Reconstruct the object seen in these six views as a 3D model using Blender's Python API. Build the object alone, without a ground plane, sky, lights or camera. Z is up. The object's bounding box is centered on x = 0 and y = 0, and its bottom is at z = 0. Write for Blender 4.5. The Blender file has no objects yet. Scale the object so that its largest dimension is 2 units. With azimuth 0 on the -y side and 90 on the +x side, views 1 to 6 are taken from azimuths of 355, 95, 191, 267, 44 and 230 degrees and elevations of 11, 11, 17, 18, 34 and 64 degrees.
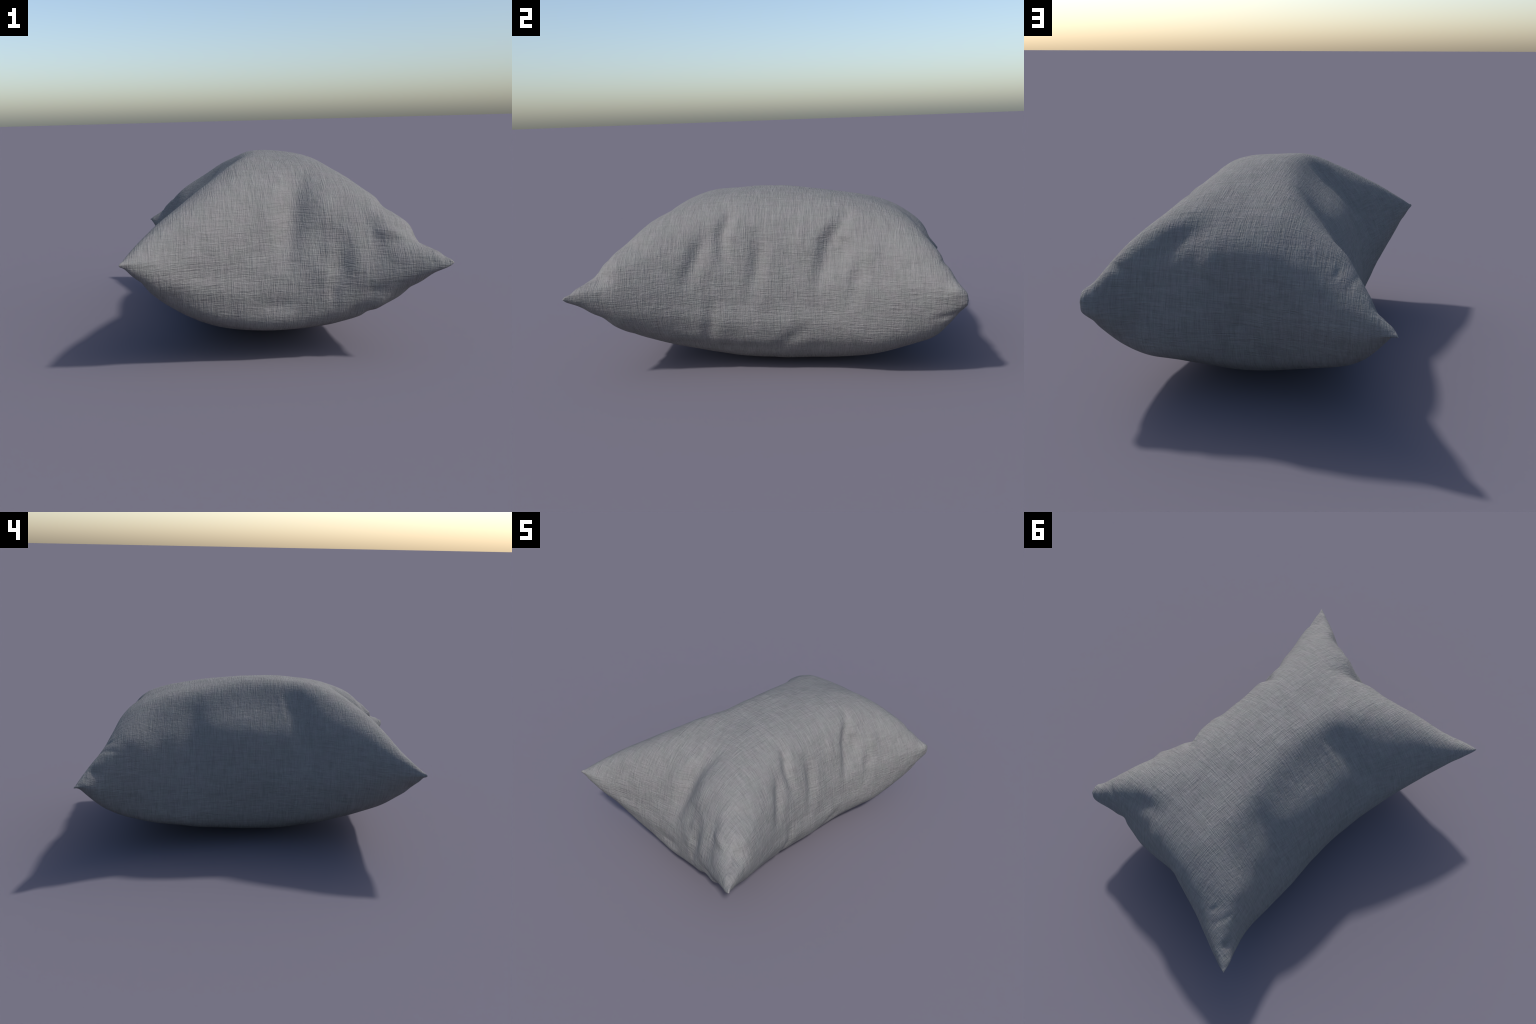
"""A plump linen pillow resting on its belly.

The pillow is two fabric panels sewn together round the rim.  Each panel is a
bicubic B-spline lofted through cross-sections along the pillow's length (y).
A cross-section is listed as the rim point on the left, the points of the upper
panel, the rim point on the right and the points of the lower panel, in mm.
Soft dents and folds, each with a start, an end, a width and a depth, are then
pressed into the cloth along its normals.
"""
import bpy
import numpy as np

STATIONS_ACROSS, STATIONS_ALONG = 9, 11
FINE_ACROSS, FINE_ALONG = 190, 260

# ---------------------------------------------------------------- sections
SECTIONS = [
    {"left": (-699, -942, 528), "right": (702, -998, 491),
     "upper": [(-678, -940, 539), (-483, -882, 519), (-289, -818, 486), (-65, -777, 438), (192, -815, 420), (455, -909, 412), (673, -990, 458)],
     "lower": []},
    {"left": (-699, -907, 522), "right": (680, -980, 514),
     "upper": [(-697, -860, 611), (-449, -825, 679), (-237, -760, 732), (-28, -696, 693), (207, -758, 652), (433, -880, 582), (609, -977, 529)],
     "lower": [(-647, -951, 445), (-518, -887, 347), (-340, -850, 246), (-101, -836, 195), (174, -847, 206), (471, -888, 272), (707, -942, 449)]},
    {"left": (-611, -681, 492), "right": (628, -760, 523),
     "upper": [(-579, -659, 634), (-414, -630, 798), (-208, -589, 850), (-9, -568, 835), (192, -631, 823), (390, -726, 785), (592, -756, 671)],
     "lower": [(-609, -703, 352), (-487, -711, 253), (-307, -720, 176), (-76, -720, 139), (189, -722, 147), (466, -737, 210), (630, -753, 375)]},
    {"left": (-504, -410, 441), "right": (538, -524, 514),
     "upper": [(-441, -413, 648), (-281, -386, 823), (-154, -368, 938), (-8, -382, 916), (172, -437, 904), (330, -498, 853), (489, -515, 721)],
     "lower": [(-534, -407, 244), (-409, -447, 129), (-246, -479, 88), (-22, -496, 74), (222, -514, 77), (437, -524, 165), (559, -529, 308)]},
    {"left": (-452, -144, 416), "right": (474, -289, 505),
     "upper": [(-380, -159, 650), (-192, -166, 787), (-113, -155, 954), (-4, -162, 944), (166, -207, 930), (317, -265, 882), (422, -295, 748)],
     "lower": [(-497, -129, 189), (-379, -160, 69), (-205, -200, 20), (17, -231, 0), (238, -258, 20), (401, -268, 135), (508, -280, 272)]},
    {"left": (-471, 132, 420), "right": (472, -56, 498),
     "upper": [(-428, 111, 674), (-255, 99, 797), (-126, 95, 919), (-10, 76, 949), (147, 32, 941), (292, -30, 882), (415, -73, 761)],
     "lower": [(-496, 150, 178), (-388, 131, 77), (-195, 97, 13), (34, 60, -13), (252, 25, 15), (428, -6, 106), (516, -36, 240)]},
    {"left": (-477, 409, 386), "right": (458, 194, 503),
     "upper": [(-372, 410, 595), (-255, 393, 749), (-178, 364, 896), (-36, 324, 897), (136, 291, 919), (292, 245, 872), (406, 196, 755)],
     "lower": [(-560, 405, 185), (-435, 392, 111), (-210, 376, 42), (45, 347, -6), (272, 302, 19), (424, 245, 124), (498, 196, 262)]},
    {"left": (-532, 646, 395), "right": (514, 437, 505),
     "upper": [(-494, 649, 604), (-363, 637, 735), (-204, 623, 852), (-31, 569, 851), (142, 541, 874), (291, 526, 839), (427, 463, 732)],
     "lower": [(-557, 639, 200), (-444, 621, 155), (-224, 613, 83), (46, 599, 40), (310, 562, 53), (501, 492, 118), (571, 421, 274)]},
    {"left": (-589, 834, 409), "right": (594, 687, 499),
     "upper": [(-578, 848, 581), (-464, 802, 680), (-233, 779, 741), (-16, 749, 773), (169, 711, 788), (356, 751, 783), (538, 722, 693)],
     "lower": [(-580, 823, 250), (-446, 805, 204), (-225, 769, 150), (32, 776, 141), (302, 784, 174), (518, 722, 158), (610, 659, 297)]},
    {"left": (-673, 957, 463), "right": (657, 900, 474),
     "upper": [(-606, 987, 535), (-446, 915, 539), (-214, 885, 607), (-1, 861, 688), (199, 799, 661), (407, 833, 628), (592, 906, 559)],
     "lower": [(-653, 949, 375), (-442, 932, 274), (-210, 844, 245), (13, 841, 251), (265, 948, 242), (493, 842, 190), (634, 903, 326)]},
    {"left": (-677, 999, 448), "right": (635, 918, 451),
     "upper": [(-632, 994, 449), (-444, 944, 402), (-211, 881, 422), (5, 851, 465), (233, 883, 444), (452, 844, 401), (616, 954, 418)],
     "lower": []},
]

# ---------------------------------------------------------------- folds
# (path, width, depth) in mm: a groove (depth > 0) or a swelling (depth < 0)
FOLDS = [
    ([(106, -565, 832), (64, -675, 721), (46, -731, 615), (24, -773, 502)], 66, 50.0),
    ([(229, -670, 765), (205, -744, 652), (194, -787, 545), (189, -819, 433)], 65, -22.0),
    ([(259, -809, 536), (236, -840, 359)], 44, 22.0),
    ([(332, -841, 517), (327, -862, 420)], 40, -9.0),
    ([(362, -769, 685), (392, -833, 596), (412, -874, 509)], 56, 22.0),
    ([(492, -816, 643), (493, -889, 554)], 55, -5.0),
    ([(-114, -809, 291), (52, -813, 289)], 38, 16.0),
    ([(226, -837, 376), (212, -832, 294)], 25, 13.0),
    ([(426, -888, 366), (357, -867, 340)], 30, 9.0),
    ([(-618, -919, 492), (-503, -882, 444), (-385, -846, 389), (-248, -820, 370), (-118, -807, 346)], 55, -14.0),
    ([(327, -222, 846), (408, -260, 738), (451, -255, 619)], 38, 28.0),
    ([(415, -337, 741), (468, -386, 637), (511, -431, 521)], 46, 29.0),
    ([(399, -68, 735), (447, -80, 597), (478, -102, 454)], 45, 27.0),
    ([(329, 374, 812), (419, 262, 680), (473, 231, 504)], 41, 37.0),
    ([(478, 432, 600), (520, 392, 427)], 38, 18.0),
    ([(498, -313, 398), (450, -341, 200)], 38, 20.0),
    ([(481, 161, 264), (453, 34, 176)], 40, 13.0),
    ([(600, 772, 339), (605, 882, 371)], 18, 9.0),
    ([(-222, 353, 821), (-321, 370, 700), (-407, 378, 567)], 75, 15.0),
    ([(-76, -207, 937), (-232, -238, 814), (-352, -271, 692), (-443, -318, 557)], 85, 20.0),
    ([(-174, -154, 865), (-300, -177, 734)], 15, -5.0),
    ([(-416, 718, 686), (-441, 635, 633)], 70, -6.0),
    ([(135, 730, 758), (256, 765, 710), (368, 810, 636)], 60, 22.0),
    ([(95, 800, 683), (117, 840, 576)], 45, -11.0),
    ([(-434, 807, 649), (-421, 853, 616)], 14, 6.0),
    ([(-505, 794, 610), (-477, 884, 582)], 17, 8.0),
    ([(580, -657, 394), (537, -515, 361), (503, -366, 333), (486, -205, 307), (485, -52, 297), (483, 110, 300), (498, 267, 297), (533, 414, 304)], 60, -13.0),
    ([(394, -607, 180), (419, -449, 174), (407, -308, 154), (418, -159, 147), (433, -9, 148), (440, 137, 157), (455, 279, 164), (491, 419, 176)], 48, 9.0),
]

# short tucks and bulges that gather the cloth near the outline
PUCKERS = [
    ([(402, 342, 723), (459, 316, 610)], 65, 40.3),
    ([(596, -876, 576), (617, -810, 562)], 47, 21.7),
    ([(572, -850, 613), (450, -881, 578)], 65, 24.2),
    ([(540, -844, 632), (582, -722, 614)], 62, -19.5),
    ([(-592, 930, 524), (-592, 864, 500)], 34, 14.1),
    ([(172, -741, 646), (219, -798, 539)], 65, 22.3),
    ([(471, -743, 712), (509, -619, 698)], 44, 15.0),
    ([(691, -950, 518), (628, -974, 500)], 65, -15.7),
    ([(439, 503, 702), (499, 482, 588)], 40, -16.6),
    ([(-616, -893, 436), (-620, -824, 421)], 39, 11.8),
    ([(608, -843, 362), (491, -885, 325)], 56, 14.1),
    ([(-62, 864, 475), (-19, 857, 352)], 61, 15.5),
    ([(423, 326, 661), (484, 299, 549)], 65, 19.5),
    ([(464, -885, 343), (393, -826, 253)], 39, -13.4),
    ([(420, -840, 620), (543, -866, 590)], 28, -16.3),
    ([(551, 826, 608), (425, 851, 582)], 28, 11.1),
    ([(407, 873, 407), (462, 866, 289)], 31, 13.5),
    ([(613, 872, 520), (651, 867, 461)], 28, -13.3),
    ([(370, 161, 779), (426, 128, 667)], 40, -12.3),
    ([(666, -991, 515), (690, -927, 501)], 32, 9.3),
    ([(151, -763, 571), (197, -820, 463)], 44, 13.3),
    ([(343, -850, 282), (270, -787, 196)], 28, 11.8),
    ([(380, -829, 242), (412, -707, 209)], 28, 9.3),
    ([(-649, 981, 477), (-649, 916, 450)], 28, -7.6),
]


def basis(count, t, degree=3):
    knots = np.r_[np.zeros(degree), np.linspace(0, 1, count - degree + 1), np.ones(degree)]
    t = np.clip(t, 0, 1 - 1e-9)
    b = np.zeros((len(t), count + degree))
    for i in range(count + degree):
        b[:, i] = (t >= knots[i]) & (t < knots[i + 1])
    for k in range(1, degree + 1):
        nxt = np.zeros((len(t), count + degree - k))
        for i in range(count + degree - k):
            lo, hi = knots[i + k] - knots[i], knots[i + k + 1] - knots[i + 1]
            if lo > 0:
                nxt[:, i] += (t - knots[i]) / lo * b[:, i]
            if hi > 0:
                nxt[:, i] += (knots[i + k + 1] - t) / hi * b[:, i + 1]
        b = nxt
    return b


def eased(n):
    t = np.linspace(0, 1, n)
    return 0.5 * t + 0.25 * (1 - np.cos(np.pi * t))


def control_nets():
    upper = np.zeros((STATIONS_ALONG, STATIONS_ACROSS, 3))
    lower = np.zeros_like(upper)
    for j, s in enumerate(SECTIONS):
        upper[j] = [s["left"], *s["upper"], s["right"]]
        lower[j] = [s["left"], *s["lower"], s["right"]] if s["lower"] else upper[j]
    return upper / 1000, lower / 1000


def surface(net):
    bu, bv = basis(STATIONS_ACROSS, eased(FINE_ACROSS)), basis(STATIONS_ALONG, eased(FINE_ALONG))
    return np.einsum("vj,ui,jik->vuk", bv, bu, net)


def cover():
    """Vertices and quads of the closed cover, and which quads are the upper panel."""
    upper, lower = (surface(n) for n in control_nets())
    up = np.arange(FINE_ALONG * FINE_ACROSS).reshape(FINE_ALONG, FINE_ACROSS)
    low = up.copy()
    inner = np.arange((FINE_ALONG - 2) * (FINE_ACROSS - 2)).reshape(FINE_ALONG - 2, FINE_ACROSS - 2)
    low[1:-1, 1:-1] = inner + up.size
    verts = np.vstack([upper.reshape(-1, 3), lower[1:-1, 1:-1].reshape(-1, 3)])

    def quads(g, flip):
        q = np.stack([g[:-1, :-1], g[:-1, 1:], g[1:, 1:], g[1:, :-1]], -1).reshape(-1, 4)
        return q[:, ::-1] if flip else q

    return verts, quads(up, False), quads(low, True)


def vertex_normals(verts, faces):
    n = np.zeros_like(verts)
    fn = np.cross(verts[faces[:, 2]] - verts[faces[:, 0]], verts[faces[:, 3]] - verts[faces[:, 1]])
    for k in range(4):
        np.add.at(n, faces[:, k], fn)
    return n / np.maximum(np.linalg.norm(n, axis=1, keepdims=True), 1e-12)


# how far from each corner (in metres, same order as the tips) the seam keeps a crisp edge
CRISP_SEAM = (0.30, 0.10, 0.12, 0.16)


def soften_rim(verts, faces, reach=26, rounds=40):
    """Let the two panels roll softly into each other along the sewn rim."""
    j, i = np.mgrid[0:FINE_ALONG, 0:FINE_ACROSS]
    rows = np.minimum(np.minimum(i, FINE_ACROSS - 1 - i), np.minimum(j, FINE_ALONG - 1 - j))
    weight = np.clip(1 - rows / reach, 0, 1)
    weight = np.r_[weight.ravel(), weight[1:-1, 1:-1].ravel()]
    last = FINE_ALONG * FINE_ACROSS - 1
    for tip, crisp in zip((0, FINE_ACROSS - 1, last, last - FINE_ACROSS + 1), CRISP_SEAM):
        away = np.clip((np.linalg.norm(verts - verts[tip], axis=1) - 0.03) / crisp, 0, 1)
        weight = weight * away * away * (3 - 2 * away)
    edges = np.vstack([faces[:, [k, (k + 1) % 4]] for k in range(4)])
    valence = np.bincount(edges[:, 0], minlength=len(verts)) + np.bincount(edges[:, 1], minlength=len(verts))
    for _ in range(rounds):
        mean = np.stack([np.bincount(edges[:, 0], verts[edges[:, 1], c], len(verts)) + np.bincount(edges[:, 1], verts[edges[:, 0], c], len(verts)) for c in range(3)], 1) / valence[:, None]
        verts = verts + 0.6 * weight[:, None] * (mean - verts)
    return verts


# height in mm of the blunt end of each corner: near left, near right, far right, far left
TIP_HEIGHTS = (14, 8, 44, 12)


def blunt_tips(verts):
    """The corners end in a small upright edge, not in a needle point."""
    j, i = np.mgrid[0:FINE_ALONG, 0:FINE_ACROSS]
    rows = np.minimum(np.minimum(i, FINE_ACROSS - 1 - i), np.minimum(j, FINE_ALONG - 1 - j))
    side = np.minimum(rows / 3, 1)
    side = np.r_[side.ravel(), -side[1:-1, 1:-1].ravel()]
    last = FINE_ALONG * FINE_ACROSS - 1
    lift = np.zeros(len(verts))
    for tip, height in zip((0, FINE_ACROSS - 1, last, last - FINE_ACROSS + 1), TIP_HEIGHTS):
        away = np.linalg.norm(verts - verts[tip], axis=1)
        lift += side * height / 2000 * np.exp(-(away / (0.012 + height / 1000)) ** 2)
    verts = verts.copy()
    verts[:, 2] += lift
    return verts


def press_folds(verts, faces):
    n = vertex_normals(verts, faces)
    move = np.zeros(len(verts))
    for path, width, depth in FOLDS + PUCKERS:
        p, w, d = np.array(path) / 1000, width / 1000, depth / 1000
        legs = np.linalg.norm(np.diff(p, axis=0), axis=1)
        done = np.r_[0, np.cumsum(legs)]
        dist, along = np.full(len(verts), 9.0), np.zeros(len(verts))
        for k, leg in enumerate(legs):
            axis = p[k + 1] - p[k]
            t = np.clip((verts - p[k]) @ axis / leg**2, 0, 1)
            here = np.linalg.norm(verts - p[k] - t[:, None] * axis, axis=1)
            nearer = here < dist
            dist = np.where(nearer, here, dist)
            along = np.where(nearer, (done[k] + t * leg) / done[-1], along)
        taper = 0.35 + 0.65 * np.sin(np.pi * along)
        beside = (dist / w) ** 2
        move -= d * taper * (np.exp(-beside) - 0.35 * np.exp(-beside / 4.5))
    return verts + n * move[:, None]


def smooth_noise(p, rng, waves, lowest, highest):
    out = np.zeros(len(p))
    for _ in range(waves):
        k = rng.normal(size=3)
        k *= rng.uniform(lowest, highest) / np.linalg.norm(k)
        out += np.sin(p @ k + rng.uniform(0, 6.28))
    return out / np.sqrt(waves / 2)


def rumple(verts, faces):
    """Small unevenness of the filling and of the cloth."""
    rng = np.random.default_rng(4)
    n = vertex_normals(verts, faces)
    lumps = RUMPLE * smooth_noise(verts, rng, 14, 14, 30) + 0.25 * RUMPLE * smooth_noise(verts, rng, 18, 45, 90)
    return verts + n * lumps[:, None]


RUMPLE = 0.0012

# ---------------------------------------------------------------- linen
def linen():
    mat = bpy.data.materials.new("grey_linen")
    mat.use_nodes = True
    t = mat.node_tree
    t.nodes.clear()

    def node(kind, **props):
        n = t.nodes.new(kind)
        for k, v in props.items():
            setattr(n, k, v)
        return n

    def link(a, b):
        t.links.new(a, b)

    def math(op, a, b=None):
        n = node("ShaderNodeMath", operation=op)
        for s, v in zip(n.inputs, (a, b)):
            if v is None:
                continue
            if isinstance(v, (int, float)):
                s.default_value = v
            else:
                link(v, s)
        return n.outputs[0]

    coord = node("ShaderNodeTexCoord").outputs["Object"]
    # threads wander a little
    warp = node("ShaderNodeTexNoise")
    warp.inputs["Scale"].default_value = 5
    warp.inputs["Detail"].default_value = 2
    link(coord, warp.inputs["Vector"])
    shift = node("ShaderNodeVectorMath", operation="MULTIPLY_ADD")
    link(warp.outputs["Color"], shift.inputs[0])
    shift.inputs[1].default_value = (0.013,) * 3
    link(coord, shift.inputs[2])
    pos = shift.outputs[0]

    normal = node("ShaderNodeSeparateXYZ")
    link(node("ShaderNodeNewGeometry").outputs["Normal"], normal.inputs[0])

    def threads(fast, slow, detail):
        """Threads across each axis, shown only where the cloth is not square to that axis."""
        total = weights = None
        for axis in range(3):
            m = node("ShaderNodeMapping")
            scale = [slow] * 3
            scale[axis] = fast
            m.inputs["Scale"].default_value = scale
            m.inputs["Location"].default_value = (3.1 * axis, 1.7 * axis, 0.9 * axis)
            link(pos, m.inputs["Vector"])
            noise = node("ShaderNodeTexNoise")
            noise.inputs["Scale"].default_value = 1
            noise.inputs["Detail"].default_value = detail
            noise.inputs["Roughness"].default_value = 0.6
            link(m.outputs[0], noise.inputs["Vector"])
            flat = math("SUBTRACT", 1.0, math("POWER", normal.outputs[axis], 2.0))
            w = math("POWER", flat, 1.5)
            part = math("MULTIPLY", math("SUBTRACT", noise.outputs["Fac"], 0.5), w)
            total = part if total is None else math("ADD", total, part)
        return total

    fine = threads(235, 13, 2)
    coarse = threads(70, 9.0, 2)
    crinkle = node("ShaderNodeTexNoise")
    crinkle.inputs["Scale"].default_value = 70
    crinkle.inputs["Detail"].default_value = 3
    link(coord, crinkle.inputs["Vector"])
    crinkled = math("SUBTRACT", crinkle.outputs["Fac"], 0.5)

    relief = math("ADD", math("ADD", math("MULTIPLY", fine, 1.0), math("MULTIPLY", coarse, 0.7)), math("MULTIPLY", crinkled, 0.55))
    bump = node("ShaderNodeBump")
    bump.inputs["Strength"].default_value = 1.0
    bump.inputs["Distance"].default_value = 0.0046
    link(relief, bump.inputs["Height"])

    # yarn shade: slubs lighter and darker than the ground colour
    shade = math("ADD", math("ADD", math("MULTIPLY", fine, 1.1), math("MULTIPLY", coarse, 0.7)), 0.5)
    ramp = node("ShaderNodeValToRGB")
    e = ramp.color_ramp.elements
    e[0].position, e[0].color = 0.2, (*[c * 0.184 for c in (0.855, 0.855, 0.855)], 1)
    e[1].position, e[1].color = 0.8, (*[c * 0.184 for c in (1.15, 1.15, 1.148)], 1)
    link(shade, ramp.inputs[0])

    # faint warm and cool blotches in the dye
    tone = node("ShaderNodeTexNoise")
    tone.inputs["Scale"].default_value = 16
    tone.inputs["Detail"].default_value = 3
    link(coord, tone.inputs["Vector"])
    tint = node("ShaderNodeValToRGB")
    e = tint.color_ramp.elements
    e[0].position, e[0].color = 0.35, (0.985, 1.0, 0.985, 1)
    e[1].position, e[1].color = 0.65, (1.015, 0.988, 1.0, 1)
    link(tone.outputs["Fac"], tint.inputs[0])
    mix = node("ShaderNodeMix", data_type="RGBA", blend_type="MULTIPLY")
    mix.inputs["Factor"].default_value = 1.0
    link(ramp.outputs[0], mix.inputs["A"])
    link(tint.outputs[0], mix.inputs["B"])

    bsdf = node("ShaderNodeBsdfPrincipled")
    bsdf.inputs["Roughness"].default_value = 0.85
    bsdf.inputs["Specular IOR Level"].default_value = 0.1
    link(mix.outputs["Result"], bsdf.inputs["Base Color"])
    link(bump.outputs[0], bsdf.inputs["Normal"])
    out = node("ShaderNodeOutputMaterial")
    link(bsdf.outputs[0], out.inputs["Surface"])
    return mat


def panel(name, verts, faces, normals, mat, parent):
    used, index = np.unique(faces, return_inverse=True)
    mesh = bpy.data.meshes.new(name)
    mesh.from_pydata(verts[used].tolist(), [], index.reshape(-1, 4).tolist())
    mesh.polygons.foreach_set("use_smooth", [True] * len(mesh.polygons))
    mesh.materials.append(mat)
    mesh.normals_split_custom_set_from_vertices(normals[used].tolist())
    mesh.update()
    obj = bpy.data.objects.new(name, mesh)
    bpy.context.scene.collection.objects.link(obj)
    obj.parent = parent
    return obj


def main():
    verts, upper, lower = cover()
    faces = np.vstack([upper, lower])
    verts = blunt_tips(soften_rim(verts, faces))
    verts = rumple(press_folds(verts, faces), faces)
    verts[:, 2] -= verts[:, 2].min()
    normals = vertex_normals(verts, faces)

    pillow = bpy.data.objects.new("pillow", None)
    bpy.context.scene.collection.objects.link(pillow)
    pillow["label"] = "plump rectangular pillow in grey woven linen with pointed corners"
    pillow["category"] = "pillow"
    mat = linen()
    panel("upper_panel", verts, upper, normals, mat, pillow)
    panel("lower_panel", verts, lower, normals, mat, pillow)


main()
